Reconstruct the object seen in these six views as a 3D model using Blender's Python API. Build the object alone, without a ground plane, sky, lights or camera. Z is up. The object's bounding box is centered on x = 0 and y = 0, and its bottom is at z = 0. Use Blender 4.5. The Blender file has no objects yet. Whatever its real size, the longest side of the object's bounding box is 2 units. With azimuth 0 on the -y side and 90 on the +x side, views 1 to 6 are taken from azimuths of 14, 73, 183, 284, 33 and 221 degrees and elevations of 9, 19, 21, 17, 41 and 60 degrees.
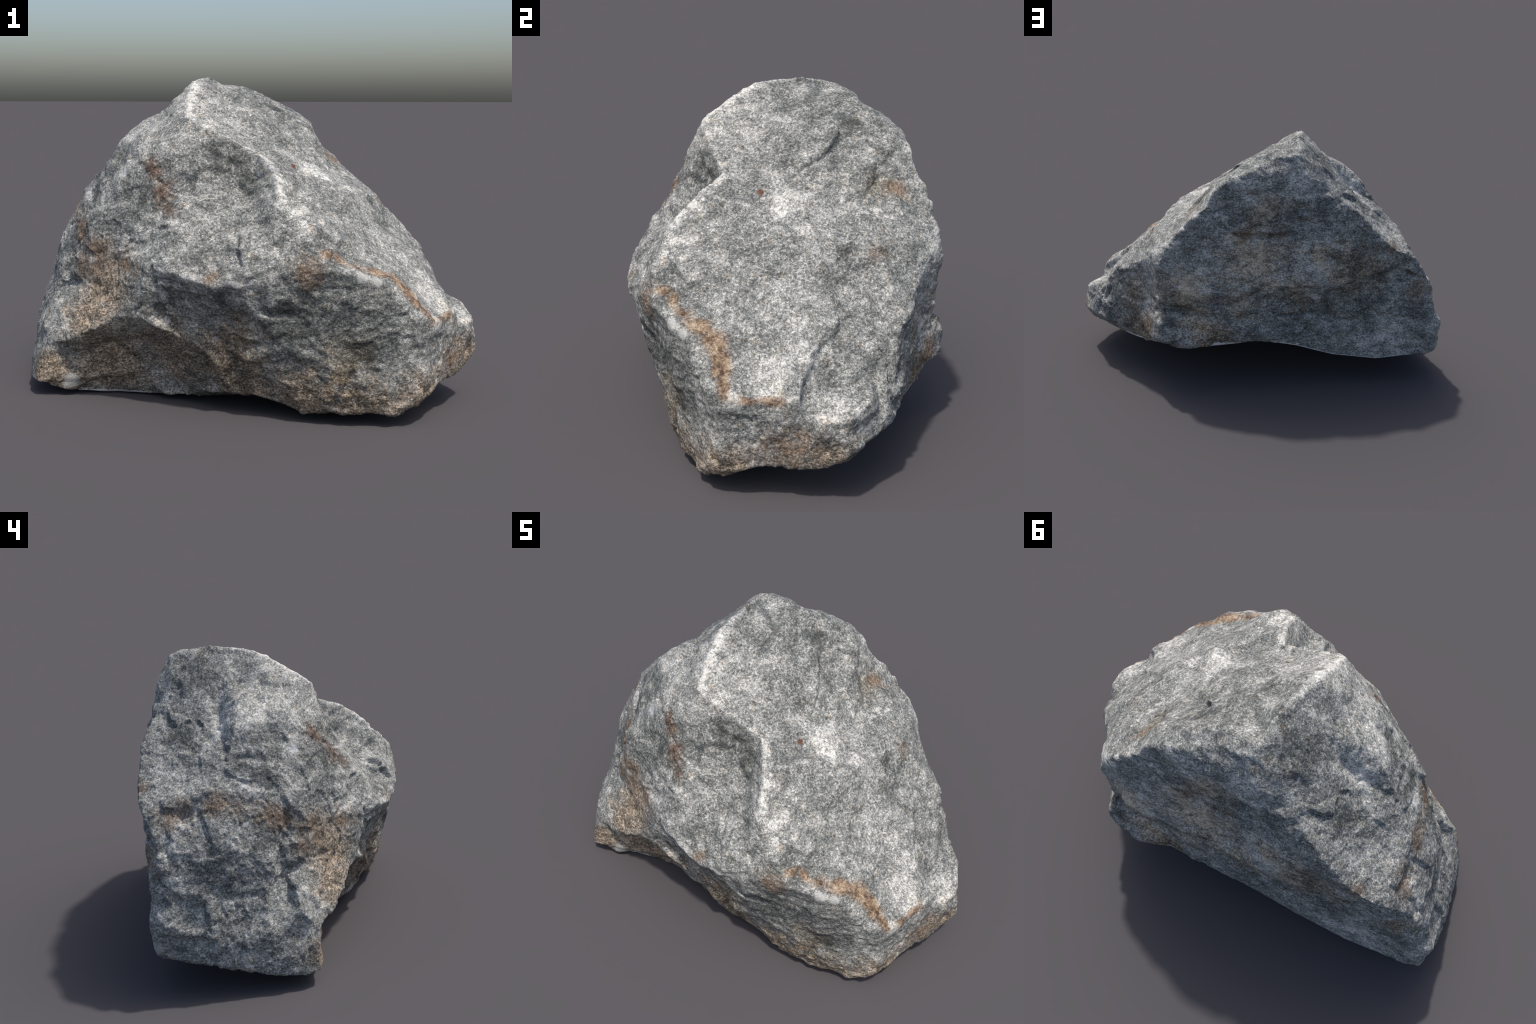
import bpy, bmesh, math
import numpy as np
from mathutils import Euler, Vector
from mathutils.bvhtree import BVHTree

# ---------------------------------------------------------------------------
# A broken boulder of grey gneiss: its edges (ridges, shelves, ledges) are given
# as polylines, the hollows and swells of its faces as single points.
# ---------------------------------------------------------------------------
CENTRE = np.array((-0.02, 0.0, 0.50))
STRETCH = np.array((1.0, 0.62, 0.70))

RIDGES = {
    # sharp rim of the big tilted upper face
    "crest": [(-0.141, -0.248, 1.159), (-0.163, -0.138, 1.228), (-.172, -.065, 1.276), (-0.187, -0.020, 1.296), (-.178, .100, 1.314),
              (-.180, .180, 1.315), (-.195, .270, 1.309), (-0.202, 0.325, 1.291)],
    "front_rim": [(-0.141, -0.248, 1.159), (-.110, -.262, 1.135), (0.040, -0.258, 1.061), (.145, -.232, 1.008)],
    "back_rim": [(-0.202, 0.325, 1.291), (-.130, .340, 1.285), (-.060, .340, 1.275), (.020, .365, 1.240), (.100, .420, 1.193),
                 (.160, .475, 1.155), (.206, .503, 1.112), (0.247, 0.534, 1.012), (0.309, 0.539, 0.965), (0.405, 0.557, 0.851)],
    "back_bevel": [(-0.180, 0.379, 1.264), (-.110, .400, 1.255), (-.036, .405, 1.222), (.060, .455, 1.185), (.150, .512, 1.145)],
    "far_rim": [(0.405, 0.557, 0.851), (.450, .550, .812), (.520, .502, .752), (.545, .470, .720), (.600, .407, .676),
                (0.661, 0.372, 0.620), (0.749, 0.298, 0.584)],
    "far_corner": [(0.440, 0.572, 0.799), (0.473, 0.566, 0.710), (0.471, 0.553, 0.601), (.476, .550, .530), (0.473, 0.552, 0.482)],
    "far_edge_down": [(0.749, 0.298, 0.584), (.800, .250, .510), (.836, .137, .422)],
    # back face: brow under the rim, ledge at the foot
    "back_brow": [(-.300, .435, 1.017), (-.278, .412, 1.144), (-.125, .444, 1.107), (.014, .455, 1.196)],
    "left_back_edge": [(-0.202, 0.325, 1.291), (-.290, .335, 1.210), (-.363, .335, 1.113), (-.430, .370, 1.050), (-.504, .395, 1.000),
                       (-.541, .400, .963), (-.577, .396, .919), (-0.620, 0.386, 0.880), (-.693, .385, .807), (-.762, .355, .775),
                       (-.819, .315, .735), (-.860, .262, .665)],
    "brow_crack": [(-.280, .450, .788), (-.166, .448, .860), (-.060, .465, .863), (.046, .489, .865), (.066, .492, .754), (.235, .535, .885), (.310, .545, .880)],
    "overhang": [(-.825, .318, .668), (-.720, .330, .650), (-.576, .390, .639), (-.470, .430, .590), (-.387, .440, .513)],
    "left_low_line": [(-.922, .220, .540), (-0.920, 0.258, 0.500), (-.800, .310, .500), (-.700, .340, .500), (-.500, .378, .388)],
    "ledge_top": [(0.473, 0.552, 0.482), (0.436, 0.589, 0.443), (.460, .605, .404), (0.468, 0.602, 0.346)],
    "ledge_gap": [(.408, .545, .478), (.277, .534, .448), (.169, .515, .368), (.010, .510, .445)],
    # front: step below the front rim, two lumps and the block
    "lump_edge": [(.145, -.232, 1.008), (0.204, -0.298, 0.972), (0.234, -0.347, 0.950), (0.266, -0.407, 0.915), (0.279, -0.440, 0.885), (.270, -.485, .825), (.269, -.500, .800)],
    "lump_valley": [(.118, -.246, .880), (.150, -.337, .873), (.160, -.400, .805), (.114, -.428, .737), (.088, -.480, .697), (.090, -.555, .620)],
    "second_lump": [(.468, -.315, .772), (.334, -.400, .826), (0.355, -0.469, 0.821), (0.357, -0.508, 0.796), (.356, -.549, .741)],
    "upper_step": [(.312, -.100, .902), (.410, -.113, .894), (.420, -.066, .889), (.430, .000, .875), (0.495, 0.016, 0.857), (.557, .250, .804)],
    "front_shelf": [(-.203, -.516, .557), (-.124, -.555, .572), (.001, -.588, .553), (.080, -.600, .535), (.151, -.603, .535),
                    (.233, -.613, .559), (.300, -.605, .590), (.370, -.598, .605)],
    "lip": [(.370, -.598, .605), (.500, -.570, .610), (.611, -.531, .588), (.699, -.470, .560), (.707, -.486, .516),
            (.791, -.458, .442), (.843, -.416, .415)],
    "block_top": [(0.180, -0.612, 0.604), (.153, -.545, .713), (.210, -.530, .740), (.269, -.520, .770), (.356, -.549, .741)],
    "end_rim": [(.843, -.416, .415), (.884, -.345, .394), (.905, -.230, .400), (0.923, -0.152, 0.411)],
    "end_recess_edge": [(0.923, -0.152, 0.411), (.880, -.130, .445), (.824, -.104, .500), (.783, -.038, .552), (.756, .024, .590)],
    "block_inner": [(.905, -.112, .375), (.872, -.030, .396), (.858, .080, .404)],
    "block_rim": [(.934, -.132, .346), (.965, -.080, .340), (0.986, 0.012, 0.346), (0.936, 0.104, 0.388), (.915, .178, .330), (.870, .225, .268)],
    "block_back": [(.836, .137, .422), (.880, .150, .368), (.915, .178, .330), (.925, .150, .250), (.853, .148, .200)],
    "block_side": [(0.987, -0.016, 0.340), (0.995, -0.011, 0.270), (1.000, .000, .209)],
    "corner_edge": [(.843, -.416, .415), (.840, -.425, .320), (.828, -.429, .191), (.800, -.440, .110), (0.716, -0.452, 0.049)],
    # left front: lower shelf, foot
    "low_shelf": [(-.640, -.400, .235), (-0.538, -0.439, 0.283), (-.430, -.460, .340), (-.331, -.472, .405), (-.225, -.489, .361), (-.110, -.490, .315),
                  (-.008, -.490, .275), (0.062, -0.446, 0.150)],
    "recess": [(-.620, -.360, .190), (-.550, -.400, .230), (-.460, -.365, .220), (-.400, -.350, .240), (-0.300, -0.355, 0.268), (-0.200, -0.396, 0.230), (-0.100, -0.408, 0.170)],
    "rust_ridge": [(-.532, -.319, .636), (-.456, -.343, .636), (-.387, -.402, .611), (-.295, -.456, .602), (-.203, -.516, .557)],
    "left_front_edge": [(-.532, -.319, .636), (-.579, -.307, .480), (-.610, -.350, .400), (-.650, -.380, .300), (-0.711, -0.386, 0.222)],
    "groove": [(-.591, -.238, .688), (-.625, -.235, .616), (-.657, -.222, .575), (-.712, -.212, .435)],
    "shoulder_crest": [(-.358, -.037, 1.154), (-.400, -.020, 1.137), (-.445, .000, 1.112), (-.510, .000, 1.056), (-.563, .000, .990),
                       (-.604, .000, .930), (-.652, .022, .877), (-0.732, 0.070, 0.817), (-0.781, 0.101, 0.737), (-.842, .150, .660), (-.885, .155, .592),
                       (-.925, .200, .520), (-0.939, 0.181, 0.448), (-0.951, 0.171, 0.401)],
    "left_foot_rim": [(-0.994, 0.196, 0.338), (-.974, .125, .300), (-0.935, 0.012, 0.260), (-.905, -.060, .230), (-.850, -.200, .190)],
    # rim of the underside
    "foot_rim": [(-0.982, 0.248, 0.215), (-.955, .225, .163), (-0.974, 0.116, 0.167), (-0.957, 0.053, 0.157), (-0.918, -0.080, 0.122), (-0.842, -0.253, 0.074),
                 (-.800, -.357, .062), (-.770, -.392, .064), (-.608, -.323, .012), (-.515, -.295, .004), (-.370, -.240, .000), (-.228, -.310, .020), (-0.105, -0.346, 0.038),
                 (-0.020, -0.402, 0.085), (.084, -.437, .088), (0.229, -0.454, 0.093), (.336, -.485, .090), (.390, -.460, .040),
                 (.480, -.475, .048), (0.600, -0.464, 0.057), (0.716, -0.452, 0.049)],
    "end_foot": [(0.716, -0.452, 0.049), (.780, -.400, .062), (0.846, -0.362, 0.110), (0.875, -0.282, 0.138), (.930, -.150, .145), (0.952, -0.071, 0.155), (0.982, -0.007, 0.182), (1.000, .005, .209),
                 (0.957, 0.028, 0.172), (0.837, 0.081, 0.137)],
    "back_foot": [(0.837, 0.081, 0.137), (0.740, 0.244, 0.186), (0.643, 0.367, 0.218), (0.557, 0.464, 0.246), (0.500, 0.522, 0.266), (.478, .590, .300), (0.400, 0.612, 0.301), (0.309, 0.590, 0.280), (0.193, 0.518, 0.263),
                  (0.102, 0.506, 0.275), (0.030, 0.501, 0.287), (-.060, .475, .290), (-.146, .460, .305), (-.230, .435, .255), (-0.420, 0.388, 0.192), (-0.650, 0.335, 0.157),
                  (-0.860, 0.280, 0.170), (-.945, .248, .172), (-0.982, 0.248, 0.215)],
}

FACETS = {
    "upper_face": [(.049, .017, 1.154), (-.054, .071, 1.225), (-.110, -.180, 1.181), (.024, -.163, 1.080), (.032, -.098, 1.095), (.129, -.078, 1.048), (.153, -.181, .996), (.140, .090, 1.120), (.203, .355, 1.115), (-.010, .175, 1.232), (-.140, .255, 1.262), (.230, .371, 1.095), (.360, .172, .915), (.370, .245, .912), (.197, .153, 1.076), (.260, .008, .987),
                   (.264, -.118, .949), (.270, .358, 1.022), (.310, .372, .970), (.379, .408, .918), (.100, .250, 1.165)],
    "back_face": [(-.196, .450, .657), (-.209, .440, .758), (-.335, .455, .778), (-.291, .425, .453), (.20, .540, .62), (.125, .525, .490), (.545, .452, .525), (-.059, .481, .657), (-.176, .482, .594),
                  (-.395, .431, .760), (-.606, .402, .834), (.033, .483, .719)],
    "left_face": [(-.437, .155, 1.062), (-.463, .090, 1.012), (-.315, .089, 1.195), (-.607, .195, .892), (-.422, -.238, .919), (-.490, .285, 1.019), (-.412, -.185, 1.028), (-.442, -.164, .988), (-0.507, -0.041, 1.046), (-.589, -.247, .736),
                  (-.387, -.305, .823), (-0.289, -0.079, 1.181), (-.773, .200, .778), (-.280, -.295, .953), (-.374, -.329, .796), (-.632, -.090, .807)],
    "left_end": [(-.893, .045, .410), (-.945, .260, .403), (-.778, -.185, .387), (-.639, -.243, .466), (-.700, -.274, .367), (-.713, -.205, .520), (-0.744, -0.313, 0.350), (-.493, -.371, .479), (-0.776, -0.049, 0.639)],
    "front_hollow": [(-.068, -.344, .921), (-.096, -.337, .891), (-.177, -.376, .859), (.119, -.326, .840), (-.060, -.276, 1.041), (-.174, -.395, .795), (-.190, -.440, .723), (-.042, -.323, .980), (-.191, -.302, 1.017), (-.163, -.334, .931), (-0.148, -0.488, 0.699)],
    "front_face": [(.567, -.513, .199), (.761, -.456, .298), (.360, -.556, .440), (.310, -.550, .329), (.610, -.525, .452), (.605, -.512, .395), (.340, -.585, .492), (.170, -.520, .238),
                   (.047, -.495, .209), (0.502, -0.507, 0.125), (.484, -.464, .714)],
    "end_slope": [(.506, -.500, .655), (.610, -.268, .654), (.586, -.190, .691), (.630, .110, .688), (.691, .110, .635), (.699, -.437, .570), (.615, -.071, .682), (.731, -.197, .539), (.722, -.372, .555)],
    "left_foot": [(-0.744, -0.403, 0.058), (-0.639, -0.371, 0.026), (-0.726, -0.392, 0.183), (-0.753, -0.389, 0.128), (-.618, -.375, .068), (-.610, -.375, .327), (-.438, -.295, .050), (-.330, -.303, .115), (-.250, -.318, .137), (-0.764, -0.347, 0.180)],
    "swells_and_dents": [(.062, -.279, .924), (.045, -.266, .965), (-.020, -.282, 1.000), (-.075, -.300, 1.005), (-.106, -.468, .384), (.127, -.475, .226), (.409, -.565, .719), (-.345, -.372, .273), (-.523, -.318, .067), (-.626, -.240, .607), (-.638, -.282, .492), (.112, .530, .537), (.135, .247, 1.162),
                         (.345, .580, .565), (-.563, -.216, .771), (-.657, -.092, .804), (-.699, -.268, .365), (-.793, -.208, .303), (-.905, .110, .370),
                         (0.848, -0.320, 0.431), (0.900, -0.262, 0.335), (0.842, -0.424, 0.213), (0.413, -0.520, 0.747), (-0.093, -0.389, 0.844), (0.115, -0.471, 0.220), (0.062, -0.479, 0.288), (0.550, -0.035, 0.739),
                         (0.886, -0.183, 0.459), (0.980, -0.093, 0.312), (0.810, 0.118, 0.514), (0.434, -0.448, 0.782), (0.474, -0.094, 0.860), (0.594, -0.388, 0.620), (0.232, 0.063, 1.043), (0.144, 0.232, 1.113),
                         (0.698, 0.358, 0.489), (0.576, 0.466, 0.336), (-0.655, 0.330, 0.348), (0.620, 0.413, 0.340), (0.539, 0.388, 0.800), (-0.143, 0.442, 1.174), (0.226, 0.435, 1.118),
                         (-0.062, 0.018, 1.228), (-0.644, 0.327, 0.310), (-0.540, 0.372, 0.547), (0.293, 0.576, 0.587), (-0.252, 0.470, 0.634), (0.047, 0.529, 0.368), (-0.244, 0.420, 0.916),
                         (-0.400, 0.199, 1.118), (-0.878, 0.050, 0.372), (-0.905, 0.110, 0.395), (-0.838, -0.205, 0.262), (-0.616, -0.300, 0.512), (-0.600, -0.370, 0.240), (-0.292, -0.010, 1.190), (0.080, -0.374, 0.797),
                         (0.113, -0.549, 0.684), (-0.216, -0.352, 0.901), (-0.036, -0.486, 0.378), (-0.540, -0.322, 0.064), (-0.529, -0.132, 0.940), (-0.814, -0.252, 0.240), (-0.153, -0.449, 0.747), (0.296, -0.516, 0.248),
                         (-0.961, 0.268, 0.325)],
    "underside": [(-.600, -.100, .000), (-.200, -.100, .020), (.200, -.150, .010), (.550, -.200, .000), (-.420, .100, .085), (-.150, .100, .125),
                  (.050, .150, .150), (.300, .150, .130), (.400, .220, .135), (.700, -.020, .045), (-.150, .300, .215), (.050, .300, .222), (.250, .360, .228), (-.350, .280, .185), (.450, .330, .180)],
}


def dense(points, step=0.07):
    out = [np.array(points[0])]
    for p, q in zip(points[:-1], points[1:]):
        p, q = np.array(p), np.array(q)
        n = max(1, int(round(np.linalg.norm(q - p) / step)))
        out += [p + (q - p) * k / n for k in range(1, n + 1)]
    return out


def control_points():
    pts = []
    for line in RIDGES.values():
        pts += dense(line)
    for group in FACETS.values():
        pts += [np.array(p) for p in group]
    keep = []
    for p in pts:
        if all(np.linalg.norm(p - k) > 0.012 for k in keep):
            keep.append(p)
    return np.array(keep)


def faceted_shell():
    """Spherical triangulation of the control points about the centre."""
    pts = (control_points() - CENTRE) / STRETCH
    rad = np.linalg.norm(pts, axis=1)
    bm = bmesh.new()
    verts = [bm.verts.new(p / r) for p, r in zip(pts, rad)]
    for i, v in enumerate(verts):
        v.index = i
    res = bmesh.ops.convex_hull(bm, input=verts)
    bmesh.ops.triangulate(bm, faces=bm.faces[:])
    bm.verts.index_update()
    co = [tuple(p) for p in pts]
    tris = [[v.index for v in f.verts] for f in bm.faces]
    bm.free()
    return co, tris


def ico(level):
    bm = bmesh.new()
    bmesh.ops.create_icosphere(bm, subdivisions=level, radius=1.0)
    co = np.array([v.co[:] for v in bm.verts])
    bm.verts.index_update()
    tris = np.array([[v.index for v in f.verts] for f in bm.faces])
    bm.free()
    return co, tris


def edges_of(tris):
    e = np.concatenate([tris[:, (0, 1)], tris[:, (1, 2)], tris[:, (2, 0)]])
    e.sort(axis=1)
    return np.unique(e, axis=0)


def smooth(co, edges, rounds, amount=0.5):
    deg = np.bincount(edges.ravel(), minlength=len(co))[:, None]
    for _ in range(rounds):
        acc = np.zeros_like(co)
        for k in range(3):
            acc[:, k] = (np.bincount(edges[:, 0], co[edges[:, 1], k], len(co)) + np.bincount(edges[:, 1], co[edges[:, 0], k], len(co)))
        co = co + amount * (acc / deg - co)
    return co


def normals(co, tris):
    n = np.cross(co[tris[:, 1]] - co[tris[:, 0]], co[tris[:, 2]] - co[tris[:, 0]])
    out = np.zeros_like(co)
    for c in range(3):
        for k in range(3):
            out[:, k] += np.bincount(tris[:, c], n[:, k], len(co))
    return out / np.maximum(np.linalg.norm(out, axis=1, keepdims=True), 1e-12)


def chips(p, size, seed):
    """Broken-stone relief: every cell of a jittered lattice is a little plane with a tilt of its own."""
    q = p / size
    base = np.floor(q).astype(np.int64)
    best = np.full(len(q), 1e9)
    out = np.zeros(len(q))
    for dx in (-1, 0, 1):
        for dy in (-1, 0, 1):
            for dz in (-1, 0, 1):
                c = base + (dx, dy, dz)
                r = [cell_random(c, seed + k) for k in range(7)]
                site = c + 0.5 + 0.45 * np.stack(r[:3], axis=1)
                d = q - site
                dist = (d * d).sum(axis=1)
                plane = r[3] * d[:, 0] + r[4] * d[:, 1] + r[5] * d[:, 2] + 0.35 * r[6]
                near = dist < best
                best[near] = dist[near]
                out[near] = plane[near]
    return out


def cell_random(i, seed):
    h = i[:, 0] * 374761393 + i[:, 1] * 668265263 + i[:, 2] * 2147483647 + seed * 1274126177
    h = (h ^ (h >> 13)) * 1274126177 & 0xFFFFFFFF
    h = (h ^ (h >> 16)) * 2246822519 & 0xFFFFFFFF
    return ((h ^ (h >> 13)) & 0xFFFF) / 32767.5 - 1.0


def lattice_noise(p, seed):
    """Smooth value noise in -1..1 on an integer lattice."""
    i = np.floor(p).astype(np.int64)
    f = p - i
    w = f * f * f * (f * (f * 6 - 15) + 10)
    total = np.zeros(len(p))
    for dx in (0, 1):
        for dy in (0, 1):
            for dz in (0, 1):
                v = cell_random(i + (dx, dy, dz), seed)
                total += v * np.where(dx, w[:, 0], 1 - w[:, 0]) * np.where(dy, w[:, 1], 1 - w[:, 1]) * np.where(dz, w[:, 2], 1 - w[:, 2])
    return total


def fbm(p, octaves, seed, gain=0.5):
    out, amp = np.zeros(len(p)), 1.0
    for o in range(octaves):
        out += amp * lattice_noise(p * 2.03 ** o + 17.3 * o, seed + o)
        amp *= gain
    return out


# Cracks, notches and ledge shadows: (points, half width, depth)
FURROWS = [
    ([(.180, .200, 1.090), (.195, .169, 1.073), (.227, .106, 1.053), (.244, .055, 1.023), (.250, .008, .987)], .010, .016),
    ([(.344, -.492, .805), (.327, -.396, .847), (.340, -.308, .882), (.344, -.223, .912)], .022, .016),
    ([(.798, .275, .441), (.837, .243, .387), (.80, .26, .33)], .012, .012),
    ([(.480, .545, .468), (.400, .552, .478), (.300, .540, .452), (.200, .528, .430)], .018, .022),
    ([(.068, .495, .864), (-.030, .470, .862), (-.125, .450, .868), (-.190, .445, .880)], .014, .022),
    ([(-.053, .488, .660), (-.036, .495, .591), (.027, .504, .545), (.122, .524, .500)], .014, .018),
    ([(-.139, .467, .432), (-.269, .431, .435), (-.350, .420, .440)], .010, .015),
    ([(-.360, .438, .545), (-.376, .425, .440), (-.418, .394, .350)], .013, .018),
    ([(-.410, .438, .575), (-.552, .402, .640), (-.663, .364, .660), (-.754, .334, .675), (-.847, .282, .634)], .016, .010),
    ([(-.330, .451, .794), (-.430, .420, .734)], .011, .017),
    ([(-.285, .412, 1.130), (-.310, .425, 1.050), (-.300, .438, .980)], .014, .020),
    ([(.187, .523, .947), (.130, .510, .900), (.068, .495, .864)], .010, .009),
    ([(.385, .562, .620), (.390, .562, .540), (.400, .558, .490)], .010, .012),
    ([(.169, -.596, .614), (.150, -.570, .655), (.125, -.500, .715)], .012, .016),
    ([(.440, -.500, .702), (.495, -.470, .705), (.530, -.440, .690)], .018, .018),
    ([(.571, -.508, .215), (.545, -.505, .160), (.515, -.490, .110), (.495, -.480, .070)], .011, .014),
    ([(.250, -.565, .440), (.320, -.562, .443), (.400, -.550, .455)], .013, .013),
    ([(.690, -.250, .590), (.731, -.197, .539), (.760, -.150, .530)], .007, .009),
    ([(.500, -.490, .665), (.560, -.480, .650), (.620, -.455, .625)], .010, .012),
    ([(-.240, -.339, .900), (-.180, -.361, .872), (-.130, -.372, .850), (-.075, -.367, .846)], .009, .011),
    ([(-.591, -.238, .688), (-.625, -.242, .620), (-.657, -.226, .575), (-.690, -.220, .500)], .018, .012),
    ([(-.858, -.022, .420), (-.811, -.104, .398), (-.780, -.160, .400)], .018, .009),
    ([(-.880, .040, .440), (-.844, -.034, .450), (-.815, -.060, .480)], .016, .008),
    ([(-.975, .220, .275), (-.973, .139, .262), (-.937, .020, .240)], .018, .009),
    ([(-.588, -.026, .915), (-.532, -.108, .900), (-.490, -.160, .880)], .022, .009),
    ([(-.518, .036, 1.005), (-.450, .080, 1.045), (-.400, .100, 1.085)], .020, .008),
    ([(-.380, -.080, 1.120), (-.340, -.090, 1.165), (-.280, -.085, 1.200)], .014, .016),
    ([(.435, .540, .440), (.300, .560, .385), (.200, .540, .340), (.080, .525, .330)], .010, .010),
]
# Broken-out scoops and holes: (x, y, z, radius, depth)
SCOOPS = [(.040, .022, 1.152, .024, .013), (-.075, .076, 1.245, .05, .016), (-.110, -.180, 1.181, .014, .012), (-.387, -.305, .823, .026, .014),
          (-.610, -.368, .327, .024, .014), (-.795, .144, .732, .040, .018), (-.493, -.371, .479, .022, .014), (-.952, .096, .323, .04, .012),
          (.40, -.50, .43, .05, .010), (-.06, -.09, 1.14, .05, .006), (.62, .05, .70, .06, .008), (.50, .15, .83, .06, .010), (-.42, -.12, 1.04, .03, .010),
          (-.70, .20, .84, .04, .010), (-.55, .25, .96, .05, .008), (.20, -.56, .40, .05, .008)]


# Steps: the stone falls away on one side of the line: (points, downhill direction, drop, reach)
STEPS = [
    ([(.430, -.030, .873), (.502, .022, .849), (.521, .116, .829), (.544, .193, .817), (.556, .255, .802)], (.8, -.1, -.6), .007, .06),
    ([(.756, .024, .590), (.773, -.025, .568), (.828, -.088, .497), (.886, -.141, .439)], (.35, .9, -.2), .018, .09),
    ([(.190, .180, 1.085), (.197, .153, 1.076), (.227, .106, 1.053), (.246, .045, 1.015)], (.55, .75, -.3), .010, .06),
    ([(-.060, .130, 1.235), (-.045, .075, 1.225), (-.060, .020, 1.220)], (.8, 0, -.6), -.010, .05),
    ([(-.075, -.367, .846), (-.100, -.372, .872), (-.150, -.360, .885), (-.200, -.360, .870)], (0, -.5, .85), .008, .05),
    ([(-.397, -.400, .622), (-.300, -.435, .668), (-.231, -.450, .690), (-.170, -.465, .712)], (0, -.6, -.8), .012, .05),
    ([(.150, -.590, .640), (.160, -.550, .710), (.240, -.525, .755)], (-.95, -.1, -.2), .016, .05),
    ([(-.050, .490, .640), (.060, .508, .535), (.130, .525, .500)], (.6, .3, .7), .012, .06),
    ([(-.480, .422, .575), (-.600, .385, .655), (-.754, .334, .680), (-.850, .280, .640)], (0, .3, -.95), .008, .05),
    ([(-.385, .428, .530), (-.395, .410, .420), (-.430, .390, .345)], (-.95, .3, 0), .010, .06),
]


def offsets(p, normal, line):
    """Distance of every point to a polyline, measured along the surface, and the vector from the line to the point."""
    best = np.full(len(p), 9.0)
    away = np.zeros_like(p)
    for a, b in zip(line[:-1], line[1:]):
        a, b = np.array(a), np.array(b)
        t = np.clip((p - a) @ (b - a) / ((b - a) @ (b - a)), 0, 1)
        v = p - a - t[:, None] * (b - a)
        deep = (v * normal).sum(axis=1)
        v = v - deep[:, None] * normal
        d = np.where(np.abs(deep) < 0.05, np.linalg.norm(v, axis=1), 9.0)
        near = d < best
        best[near] = d[near]
        away[near] = v[near]
    return best, away


def carved(co, normal):
    """How far the surface is cut back by furrows, scoops and steps."""
    depth = np.zeros(len(co))
    ragged = co + 0.009 * np.stack([fbm(co * 20.0, 2, s) for s in (61, 62, 63)], axis=1)
    for line, width, deep in FURROWS:
        d, _ = offsets(ragged, normal, line)
        depth = np.maximum(depth, deep * np.exp(-(d / width) ** 2))
    for x, y, z, radius, deep in SCOOPS:
        d, _ = offsets(ragged, normal, [(x, y, z), (x + .001, y, z)])
        depth = np.maximum(depth, deep * np.exp(-(d / radius) ** 2.5))
    for line, down, drop, reach in STEPS:
        d, away = offsets(ragged, normal, line)
        side = away @ (np.array(down) / np.linalg.norm(down))
        depth += drop * np.clip(side / 0.022, 0, 1) * np.exp(-(d / reach) ** 2)
    return depth


def build_surface(level=8):
    shell, faces = faceted_shell()
    tree = BVHTree.FromPolygons(shell, faces)
    d, tris = ico(level)
    co = np.empty_like(d)
    origin = Vector((0, 0, 0))
    for k, v in enumerate(d):
        hit = tree.ray_cast(origin, Vector(v))
        co[k] = hit[0] if hit[0] is not None else v * 0.3
    co = co * STRETCH + CENTRE
    edges = edges_of(tris)
    for _ in range(3):  # round the edges without shrinking the stone
        co = smooth(smooth(co, edges, 1, 0.5), edges, 1, -0.42)
    n = normals(smooth(co, edges, 6), tris)
    rock = 1 - underside_mask(co)
    warp = 0.05 * np.stack([fbm(co * 6.0, 2, s) for s in (31, 41, 51)], axis=1)
    slope = np.clip(n @ np.array((.6, 0, .8)) / 0.35 - 1.4, 0, 1)  # the split upper slope is smoother than the broken sides
    chip = 1.0 - 0.45 * slope
    relief = 0.002 + 0.003 * fbm(co * 7.0, 3, 3) + chip * (0.0090 * chips(co + warp, 0.15, 71) + 0.0040 * chips(co + warp, 0.065, 91) + 0.0025 * chips(co + warp, 0.028, 111)) - carved(co, n)
    # the shaded back is split along near-level layers
    back = np.clip((n[:, 1] - 0.35) / 0.3, 0, 1)
    relief += 0.006 * back * chips(co * (0.38, 0.7, 1.5) + 0.6 * warp, 0.085, 131)
    co = co + n * (rock * relief)[:, None]
    co = smooth(smooth(co, edges, 1, 0.5), edges, 1, -0.40)
    n = normals(co, tris)
    co = co + n * (rock * (0.0020 * fbm(co * 45.0, 3, 11)))[:, None]
    return co, tris


def underside_mask(co):
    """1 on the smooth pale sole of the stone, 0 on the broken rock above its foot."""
    sole = 0.032 + 0.27 * np.clip((co[:, 1] + 0.25) / 0.72, 0, 1) ** 1.25
    inset = np.clip((0.93 - np.hypot(co[:, 0] / 1.03, (co[:, 1] - 0.02) / 0.57)) / 0.03, 0, 1)
    return np.clip((sole - co[:, 2]) / 0.03, 0.0, 1.0) * inset


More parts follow.
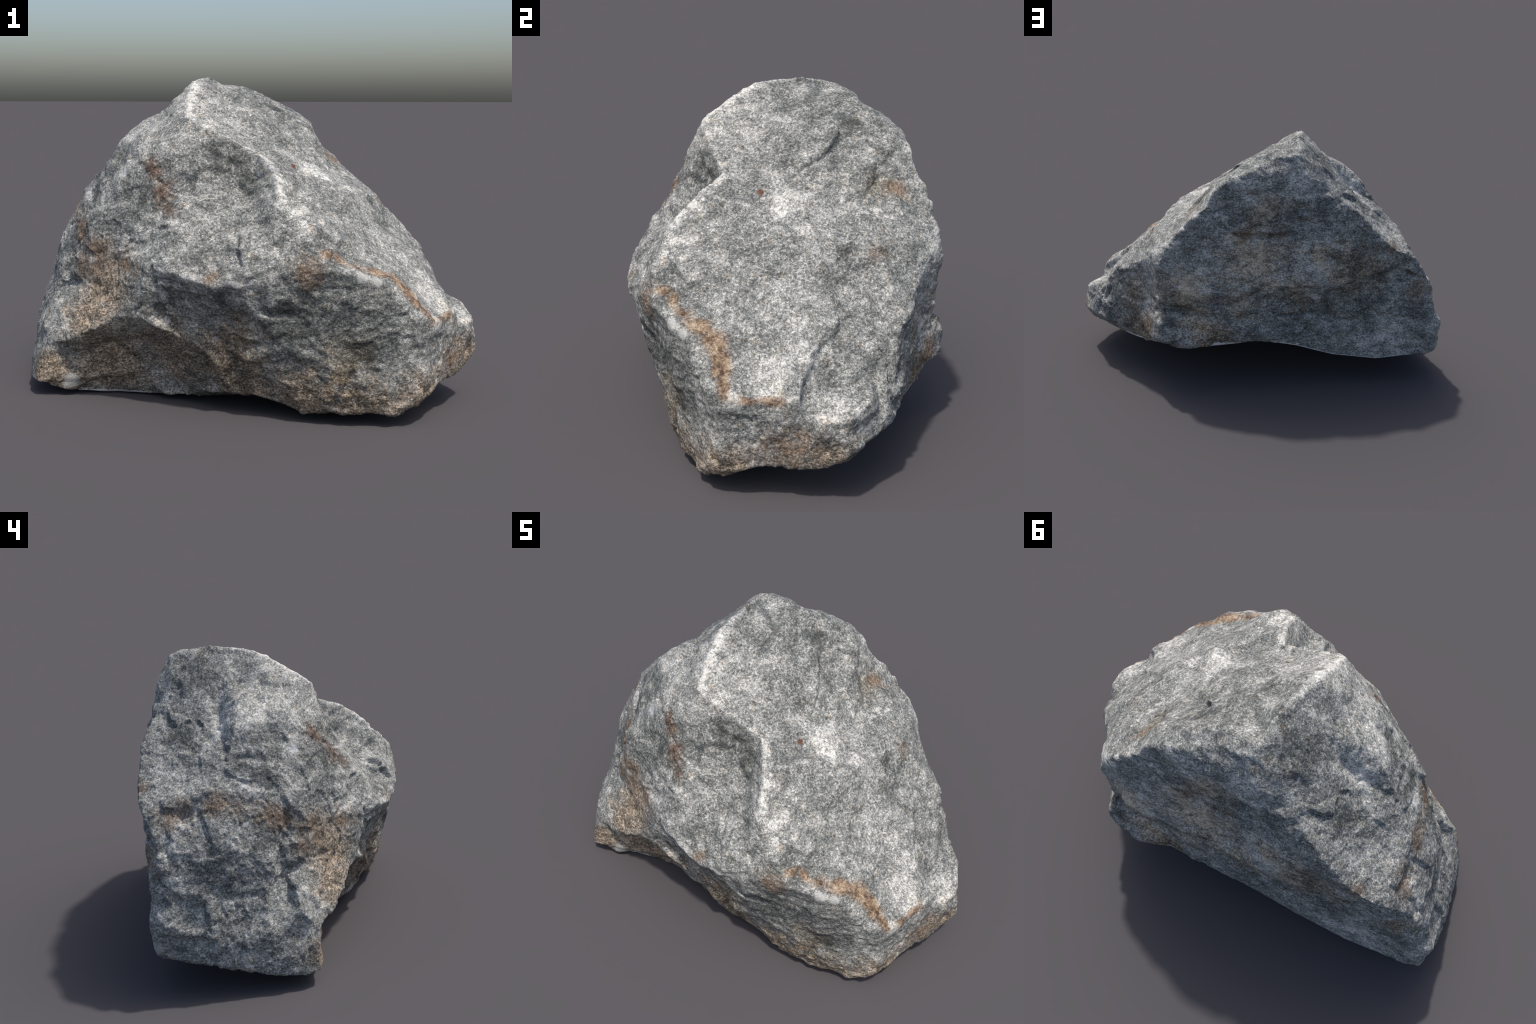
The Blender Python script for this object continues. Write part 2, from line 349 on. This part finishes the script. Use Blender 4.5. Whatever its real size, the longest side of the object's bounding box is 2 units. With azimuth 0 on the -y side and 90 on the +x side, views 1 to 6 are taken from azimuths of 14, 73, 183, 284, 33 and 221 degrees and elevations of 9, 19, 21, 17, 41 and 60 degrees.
class Nodes:
    """Small helper to write node trees as expressions."""

    def __init__(self, mat, zone=None):
        self.zone = zone
        mat.use_nodes = True
        self.t = mat.node_tree
        self.bsdf = self.t.nodes["Principled BSDF"]
        self.pos = self.t.nodes.new("ShaderNodeTexCoord").outputs["Object"]

    def add(self, kind, **inputs):
        n = self.t.nodes.new(kind)
        for k, v in inputs.items():
            self.put(n.inputs[k.replace("_", " ")], v)
        return n

    def put(self, socket, v):
        if isinstance(v, bpy.types.NodeSocket):
            self.t.links.new(v, socket)
        elif isinstance(v, (tuple, list)) and socket.type == "RGBA" and len(v) == 3:
            socket.default_value = (*v, 1)
        else:
            socket.default_value = v

    def math(self, op, a, b=0.5, clamp=False):
        n = self.t.nodes.new("ShaderNodeMath")
        n.operation, n.use_clamp = op, clamp
        self.put(n.inputs[0], a)
        self.put(n.inputs[1], b)
        return n.outputs[0]

    def mapped(self, scale=(1, 1, 1), rotation=(0, 0, 0), offset=(0, 0, 0)):
        return self.add("ShaderNodeMapping", Vector=self.pos, Scale=scale, Rotation=rotation, Location=offset).outputs[0]

    def noise(self, scale, detail=4.0, rough=0.55, vector=None, distortion=0.0):
        n = self.add("ShaderNodeTexNoise", Vector=vector or self.pos, Scale=scale, Detail=detail, Roughness=rough, Distortion=distortion)
        return n.outputs["Fac"]

    def ramp(self, fac, stops):
        n = self.t.nodes.new("ShaderNodeValToRGB")
        r = n.color_ramp
        while len(r.elements) < len(stops):
            r.elements.new(0.5)
        for e, (p, c) in zip(r.elements, stops):
            e.position = p
            e.color = (*c, 1) if isinstance(c, tuple) else (c, c, c, 1)
        self.put(n.inputs[0], fac)
        return n.outputs[0]

    def mix(self, fac, a, b, mode="MIX"):
        n = self.t.nodes.new("ShaderNodeMix")
        n.data_type, n.blend_type = "RGBA", mode
        self.put(n.inputs[0], fac)
        self.put(n.inputs[6], a)
        self.put(n.inputs[7], b)
        return n.outputs[2]

    def step(self, v, lo, hi):
        n = self.add("ShaderNodeMapRange", Value=v)
        n.interpolation_type = "SMOOTHSTEP"
        self.put(n.inputs["From Min"], lo)
        self.put(n.inputs["From Max"], hi)
        return n.outputs[0]

    def vec(self, op, a, b):
        n = self.t.nodes.new("ShaderNodeVectorMath")
        n.operation = op
        self.put(n.inputs[0], a)
        if op == "SCALE":
            self.put(n.inputs[3], b)
        elif b is not None:
            self.put(n.inputs[1], b)
        return n.outputs["Value"] if op in ("DOT_PRODUCT", "LENGTH", "DISTANCE") else n.outputs[0]

    def nearness(self, shapes, wobble):
        """1 at the core of the nearest ellipsoid (centre, rotation, radii), 0 on its skin; frayed by the wobble value."""
        least = None
        for centre, turn, radii in shapes:
            if self.zone is not None:
                local = (self.zone - np.array(centre)) @ np.array(Euler(turn).to_matrix()) / np.array(radii)
                if (local * local).sum(axis=1).min() > 2.3 ** 2:
                    continue  # this mark does not reach the zone of stone the material covers
            m = self.t.nodes.new("ShaderNodeMapping")
            m.vector_type = "TEXTURE"
            for k, v in (("Vector", self.pos), ("Location", centre), ("Rotation", turn), ("Scale", radii)):
                self.put(m.inputs[k], v)
            d = self.vec("LENGTH", m.outputs[0], None)
            least = d if least is None else self.math("MINIMUM", least, d)
        if least is None:
            return -9.0
        return self.math("SUBTRACT", self.math("ADD", wobble, 1.0), least)

    def seam(self, line, wobble):
        """Band along a polyline of (x, y, z, half width) points, as a chain of long ellipsoids."""
        shapes = []
        for (*a, ra), (*b, rb) in zip(line[:-1], line[1:]):
            a, b, r = Vector(a), Vector(b), 0.5 * (ra + rb)
            turn = (b - a).to_track_quat("X", "Z").to_euler()
            shapes.append((tuple((a + b) / 2), tuple(turn), ((b - a).length / 2 + 0.8 * r, r, r)))
        return self.nearness(shapes, wobble)

    def blobs(self, spots, wobble):
        return self.nearness([((x, y, z), (0, 0, 0), (r, r, r)) for x, y, z, r in spots], wobble)


RUST_SEAM = [(.43, -.56, .650, .026), (.50, -.515, .660, .034), (.56, -.505, .640, .036), (.63, -.465, .615, .050), (.69, -.415, .580, .066),
             (.74, -.385, .530, .058), (.80, -.395, .460, .040), (.845, -.40, .410, .024)]
RIM_RUST = [(.87, -.35, .398, .018), (.892, -.29, .398, .026), (.91, -.20, .398, .028)]
LEFT_BAND = [(-.84, .25, .72, .07), (-.77, .12, .76, .10), (-.66, -.10, .73, .09), (-.58, -.27, .64, .11), (-.45, -.39, .60, .09), (-.28, -.48, .57, .06)]
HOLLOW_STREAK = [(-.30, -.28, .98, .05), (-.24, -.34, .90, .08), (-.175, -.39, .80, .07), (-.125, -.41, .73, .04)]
BROWN_STAINS = [(-.52, -.36, .55, .10), (-.60, -.30, .56, .08),
                (.05, -.60, .57, .07), (.42, -.58, .60, .10), (.53, .50, .36, .12), (.62, .36, .42, .10), (.90, -.20, .22, .15),
                (-.70, .36, .80, .06), (-.82, .28, .56, .08), (.05, .49, .87, .08), (-.12, .45, .86, .06), (.66, -.20, .70, .03), (.55, .25, .75, .08), (.33, .42, .96, .07)]
BROWN_WASH = [(.00, .47, .72, .30), (-.50, .41, .68, .25), (.33, .55, .56, .24), (-.05, .43, 1.0, .16), (-.20, .46, .58, .16), (.06, .50, .52, .14), (-.52, .40, .66, .14), (.05, .49, .86, .12), (-.33, .44, .78, .10), (.30, .55, .42, .14), (.62, .38, .50, .14), (.66, .28, .55, .10), (-.86, .26, .55, .10), (.55, -.5, .25, .16), (.15, -.53, .33, .16), (.35, .35, .98, .10)]
BACK_PALE = [(.02, .48, .74, .22), (-.33, .43, .76, .18), (.30, .55, .62, .16), (.02, .43, 1.10, .15), (-.20, .42, 1.12, .10), (-.72, .35, .38, .12), (.25, .56, .40, .14)]
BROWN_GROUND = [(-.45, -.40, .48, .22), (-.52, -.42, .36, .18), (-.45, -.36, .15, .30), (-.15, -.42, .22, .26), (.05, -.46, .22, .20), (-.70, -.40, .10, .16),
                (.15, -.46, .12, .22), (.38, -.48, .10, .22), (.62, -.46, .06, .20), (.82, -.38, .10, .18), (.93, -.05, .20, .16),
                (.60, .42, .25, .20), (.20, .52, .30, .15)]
PALE_PATCHES = [(-.42, -.235, .92, .055), (-.63, -.085, .81, .08), (-.60, -.05, .84, .06), (-.67, -.03, .80, .06), (-.42, -.02, 1.07, .13), (-.48, .06, 1.00, .10),
                (-.36, .33, 1.11, .06), (.27, -.40, .88, .09), (.40, -.40, .83, .16), (.33, -.03, .92, .14), (.94, -.02, .37, .11), (.84, -.2, .46, .14),
                (-.17, -.06, 1.26, .06), (.16, -.20, 1.0, .08), (-.62, -.37, .30, .10)]
PALE_EDGES = [  # paler bands along the ridges and rims
    [(-.18, .14, 1.31, .035), (-.18, -.02, 1.30, .04), (-.142, -.25, 1.16, .04), (-.10, -.262, 1.135, .03), (.042, -.262, 1.064, .035), (.145, -.232, 1.008, .045), (.245, -.34, .948, .05), (.288, -.425, .88, .045), (.275, -.49, .81, .04)],
    [(.37, -.39, .83, .05), (.36, -.51, .80, .04), (.42, -.54, .74, .03)],
    [(.312, -.10, .90, .04), (.42, -.07, .89, .04), (.50, .015, .86, .035), (.557, .25, .80, .03)],
    [(.61, -.531, .588, .03), (.70, -.47, .55, .04), (.78, -.455, .45, .04), (.843, -.416, .415, .045), (.884, -.345, .395, .035), (.924, -.151, .411, .035), (.80, -.06, .51, .03)],
    [(.93, -.13, .36, .03), (.995, -.01, .35, .035), (.95, .11, .38, .03)],
    [(-.20, -.515, .56, .03), (-.12, -.555, .575, .035), (.08, -.60, .54, .035), (.23, -.61, .56, .03)],
    [(.20, .50, 1.11, .03), (.31, .555, .97, .035), (.41, .58, .86, .04), (.52, .50, .75, .04), (.66, .38, .62, .035), (.75, .30, .585, .03)],
    [(-.22, -.35, .86, .02), (-.20, -.44, .73, .025), (-.33, -.41, .65, .02)],
]
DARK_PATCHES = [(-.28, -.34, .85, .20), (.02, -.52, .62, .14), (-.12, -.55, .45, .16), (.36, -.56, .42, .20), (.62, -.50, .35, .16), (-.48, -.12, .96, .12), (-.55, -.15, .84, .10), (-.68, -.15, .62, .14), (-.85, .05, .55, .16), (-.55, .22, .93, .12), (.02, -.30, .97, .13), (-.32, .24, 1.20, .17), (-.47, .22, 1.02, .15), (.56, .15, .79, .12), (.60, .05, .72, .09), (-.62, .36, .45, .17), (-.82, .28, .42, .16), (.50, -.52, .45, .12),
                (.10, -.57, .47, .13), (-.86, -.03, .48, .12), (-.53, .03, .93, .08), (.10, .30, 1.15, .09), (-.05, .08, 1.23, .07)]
PAINTED_RIM_SHADE = [(-.10, -.300, 1.060, .05), (.03, -.300, .985, .065), (.105, -.275, .915, .07), (.135, -.335, .855, .055)]  # shade of the steep wall below the front rim, darkened into the stone colour
WHITE_SPARS = [(-.575, -.02, .865, .03), (-.62, -.06, .825, .04), (-.66, -.05, .79, .045), (-.63, -.12, .775, .035)]
DARK_CRACK_LINES = [  # dark brown lines along the cracks, the ledge gap and the overhang of the back face
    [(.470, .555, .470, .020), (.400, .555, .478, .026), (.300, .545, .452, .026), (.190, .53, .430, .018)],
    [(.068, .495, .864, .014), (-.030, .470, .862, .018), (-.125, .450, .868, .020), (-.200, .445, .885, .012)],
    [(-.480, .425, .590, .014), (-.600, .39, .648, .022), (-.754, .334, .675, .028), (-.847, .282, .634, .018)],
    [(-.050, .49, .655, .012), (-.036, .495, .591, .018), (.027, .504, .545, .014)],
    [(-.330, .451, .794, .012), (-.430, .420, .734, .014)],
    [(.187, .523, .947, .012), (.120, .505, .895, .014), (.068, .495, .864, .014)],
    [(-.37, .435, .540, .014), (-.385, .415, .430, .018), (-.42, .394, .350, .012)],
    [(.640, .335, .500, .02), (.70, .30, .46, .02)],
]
QUARTZ = [(-.615, -.375, .060, .055), (.80, .115, .140, .07), (.66, -.50, .565, .03), (.61, -.535, .585, .035), (-.98, .24, .22, .05)]


def rock_material(zone):
    mat = bpy.data.materials.new("grey_gneiss")
    n = Nodes(mat, zone)
    grain_space = n.mapped(scale=(1.0, 1.0, 1.25), rotation=(0.5, 0.3, 0.4))
    broad = n.noise(2.6, 3.0, 0.5, n.mapped(offset=(1.3, 0.4, 2.2)))
    layers = n.mapped(scale=(1.0, 1.0, 2.3), rotation=(0.12, -0.10, 0.0))
    middle = n.noise(15.0, 5.0, 0.62, grain_space, 0.5)
    streak = n.noise(17.0, 5.0, 0.66, layers, 0.9)
    grain = n.noise(98.0, 4.0, 0.66, grain_space, 0.5)
    fine = n.noise(220.0, 3.0, 0.65, grain_space)
    fray = n.math("MULTIPLY", n.math("SUBTRACT", n.noise(17.0, 8.0, 0.78), 0.5), 2.5)
    # speckle: coarse and fine grain, drifting into darker and paler areas
    v = n.math("ADD", n.math("MULTIPLY", grain, 0.76), n.math("MULTIPLY", fine, 0.50))
    v = n.math("ADD", v, n.math("MULTIPLY", middle, 0.40))
    v = n.math("ADD", v, n.math("MULTIPLY", streak, 0.34))
    v = n.math("ADD", v, n.math("MULTIPLY", broad, 0.24))
    pale = n.step(n.blobs(PALE_PATCHES, n.math("MULTIPLY", fray, 0.9)), 0.0, 0.9)
    v = n.math("ADD", v, n.math("MULTIPLY", pale, 0.055))
    back = n.step(n.blobs(BACK_PALE, n.math("MULTIPLY", fray, 0.9)), -0.2, 0.9)
    v = n.math("ADD", v, n.math("MULTIPLY", n.math("MULTIPLY", back, streak), 0.20))
    pale_edge = None
    for edge in PALE_EDGES:
        e = n.seam([(x, y, z, 0.7 * r) for x, y, z, r in edge], n.math("MULTIPLY", fray, 1.5))
        pale_edge = e if pale_edge is None else n.math("MAXIMUM", pale_edge, e)
    v = n.math("ADD", v, n.math("MULTIPLY", n.step(pale_edge, -0.25, 0.9), 0.095))
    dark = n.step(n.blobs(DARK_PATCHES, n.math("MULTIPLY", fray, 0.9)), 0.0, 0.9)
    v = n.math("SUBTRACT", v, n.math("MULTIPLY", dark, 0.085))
    rim_shade = n.step(n.seam(PAINTED_RIM_SHADE, n.math("MULTIPLY", fray, 0.5)), 0.0, 0.7)
    v = n.math("SUBTRACT", v, n.math("MULTIPLY", rim_shade, 0.085))
    stone = n.ramp(n.math("SUBTRACT", v, 0.598), [(0.27, (.028, .031, .029)), (0.41, (.086, .091, .086)), (0.50, (.172, .177, .167)), (0.585, (.305, .305, .287)), (0.73, (.66, .645, .60))])
    # warm feldspar grains
    warm = n.step(n.noise(30.0, 4.0, 0.6, n.mapped(offset=(3.1, 1.7, 5.2))), 0.57, 0.70)
    stone = n.mix(n.math("MULTIPLY", warm, 0.65), stone, (1.0, 0.82, 0.64), "MULTIPLY")
    # pale mineral veins, thin and broken
    vein = n.math("ABSOLUTE", n.math("SUBTRACT", n.noise(7.0, 4.0, 0.55, n.mapped(offset=(7.7, 2.9, 4.1)), 0.8), 0.5))
    vein = n.math("MULTIPLY", n.step(n.math("SUBTRACT", 0.014, vein), 0.0, 0.012), n.step(middle, 0.46, 0.60))
    stone = n.mix(n.math("MULTIPLY", vein, 0.45), stone, (.56, .54, .50))
    # earth-brown weathering low on the stone, then rust
    wash = n.step(n.blobs(BROWN_WASH, n.math("MULTIPLY", fray, 1.1)), 0.0, 1.0)
    stone = n.mix(n.math("MULTIPLY", wash, 0.9), stone, (1.0, .84, .66), "MULTIPLY")
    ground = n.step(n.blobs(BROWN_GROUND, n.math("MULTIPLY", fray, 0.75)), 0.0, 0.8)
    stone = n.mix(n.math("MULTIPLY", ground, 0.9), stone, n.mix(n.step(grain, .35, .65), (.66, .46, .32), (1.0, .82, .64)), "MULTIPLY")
    crack_line = None
    for crack in DARK_CRACK_LINES:
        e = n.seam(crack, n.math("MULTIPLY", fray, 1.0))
        crack_line = e if crack_line is None else n.math("MAXIMUM", crack_line, e)
    stone = n.mix(n.math("MULTIPLY", n.step(crack_line, 0.0, 0.9), 0.8), stone, (.040, .030, .022))
    ochre = n.ramp(n.math("ADD", n.math("MULTIPLY", grain, .7), n.math("MULTIPLY", fine, .3)), [(.34, (.040, .026, .018)), (.47, (.135, .085, .052)), (.56, (.24, .17, .115)), (.68, (.46, .38, .29))])
    band = n.math("MAXIMUM", n.blobs(BROWN_STAINS, n.math("MULTIPLY", fray, 0.9)), n.seam(LEFT_BAND, n.math("MULTIPLY", fray, 0.9)))
    stone = n.mix(n.math("MULTIPLY", n.step(band, 0.1, 1.0), 0.85), stone, ochre)
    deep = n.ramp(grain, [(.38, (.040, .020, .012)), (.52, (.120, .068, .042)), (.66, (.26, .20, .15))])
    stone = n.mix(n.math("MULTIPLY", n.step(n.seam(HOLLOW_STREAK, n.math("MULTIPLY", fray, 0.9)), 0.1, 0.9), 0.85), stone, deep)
    rust = n.math("MAXIMUM", n.seam(RUST_SEAM, n.math("MULTIPLY", fray, 0.75)), n.seam(RIM_RUST, n.math("MULTIPLY", fray, 0.9)))
    rusty = n.ramp(n.math("ADD", n.math("MULTIPLY", grain, .45), n.math("MULTIPLY", middle, .55)), [(.41, (.052, .024, .011)), (.475, (.145, .084, .045)), (.54, (.27, .180, .105)), (.64, (.56, .47, .36))])
    stone = n.mix(n.math("MULTIPLY", n.step(rust, -0.08, 0.65), 0.88), stone, rusty)
    dot = n.step(n.blobs([(.264, -.118, .950, .020)], n.math("MULTIPLY", fray, 0.2)), 0.2, 0.5)
    stone = n.mix(n.math("MULTIPLY", dot, 0.85), stone, (.12, .045, .022))
    spar = n.math("MAXIMUM", n.seam(WHITE_SPARS, n.math("MULTIPLY", fray, 1.0)), n.blobs([(-.422, -.237, .919, .035), (-.49, .291, 1.019, .012)], n.math("MULTIPLY", fray, 0.7)))
    stone = n.mix(n.math("MULTIPLY", n.step(spar, 0.2, 0.8), 0.65), stone, (.50, .50, .53))
    quartz = n.step(n.blobs(QUARTZ, n.math("MULTIPLY", fray, 0.4)), 0.15, 0.6)
    stone = n.mix(n.math("MULTIPLY", quartz, 0.7), stone, (.42, .42, .40))
    n.put(n.bsdf.inputs["Base Color"], stone)
    n.bsdf.inputs["Roughness"].default_value = 0.75
    n.bsdf.inputs["Specular IOR Level"].default_value = 0.35
    height = n.math("ADD", n.math("MULTIPLY", grain, 1.0), n.math("MULTIPLY", fine, 0.35))
    bump = n.add("ShaderNodeBump", Strength=0.42, Distance=0.010, Height=height)
    n.put(n.bsdf.inputs["Normal"], bump.outputs[0])
    return mat


def sole_material():
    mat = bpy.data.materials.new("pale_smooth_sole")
    n = Nodes(mat)
    n.put(n.bsdf.inputs["Base Color"], n.ramp(n.noise(6.0, 3.0), [(.3, (.62, .62, .62)), (.7, (.72, .72, .72))]))
    n.bsdf.inputs["Roughness"].default_value = 0.8
    return mat


# The stone is shaded zone by zone, so that every material only carries the marks of its own neighbourhood.
ZONE_SEEDS = [(-.15, -.10, 1.20), (.15, .25, 1.10), (.35, -.05, .90), (.30, -.40, .80), (-.15, -.35, .85), (-.42, -.15, .95), (-.40, .20, 1.08),
              (-.70, .10, .75), (-.62, -.25, .55), (-.90, .08, .40), (-.60, .35, .60), (-.10, .44, .75), (.30, .54, .60), (.62, .25, .65),
              (.62, -.30, .62), (.85, -.25, .42), (.93, .02, .25), (.60, .42, .30), (-.65, -.38, .18), (-.30, -.42, .40), (.05, -.52, .40), (.42, -.54, .45), (.65, -.48, .25), (.30, -.47, .12)]


def part(name, co, tris, normal, mats, slots=None):
    used, inverse = np.unique(tris, return_inverse=True)
    me = bpy.data.meshes.new(name)
    me.from_pydata(co[used].tolist(), [], inverse.reshape(-1, 3).tolist())
    me.shade_smooth()
    me.normals_split_custom_set_from_vertices(normal[used].tolist())
    for m in mats:
        me.materials.append(m)
    if slots is not None:
        me.polygons.foreach_set("material_index", slots.astype(np.int32))
    ob = bpy.data.objects.new(name, me)
    bpy.context.scene.collection.objects.link(ob)
    return ob


def main():
    co, tris = build_surface()
    co[:, 2] -= co[:, 2].min()
    normal = normals(co, tris)
    sole = (underside_mask(co)[tris].mean(axis=1) > 0.55) & (normal[tris].mean(axis=1)[:, 2] < -0.2)
    rock = tris[~sole]
    mid = co[rock].mean(axis=1)
    seeds = np.array(ZONE_SEEDS)
    zone = ((mid[:, None, :] - seeds[None]) ** 2).sum(axis=2).argmin(axis=1)
    mats = [rock_material(mid[zone == k][::5]) for k in range(len(seeds))]
    boulder = part("boulder", co, rock, normal, mats, zone)
    boulder["label"] = "grey speckled angular boulder with rusty brown stains"
    boulder["category"] = "rock"
    under = part("underside", co, tris[sole], normal, [sole_material()])
    under.parent = boulder


main()
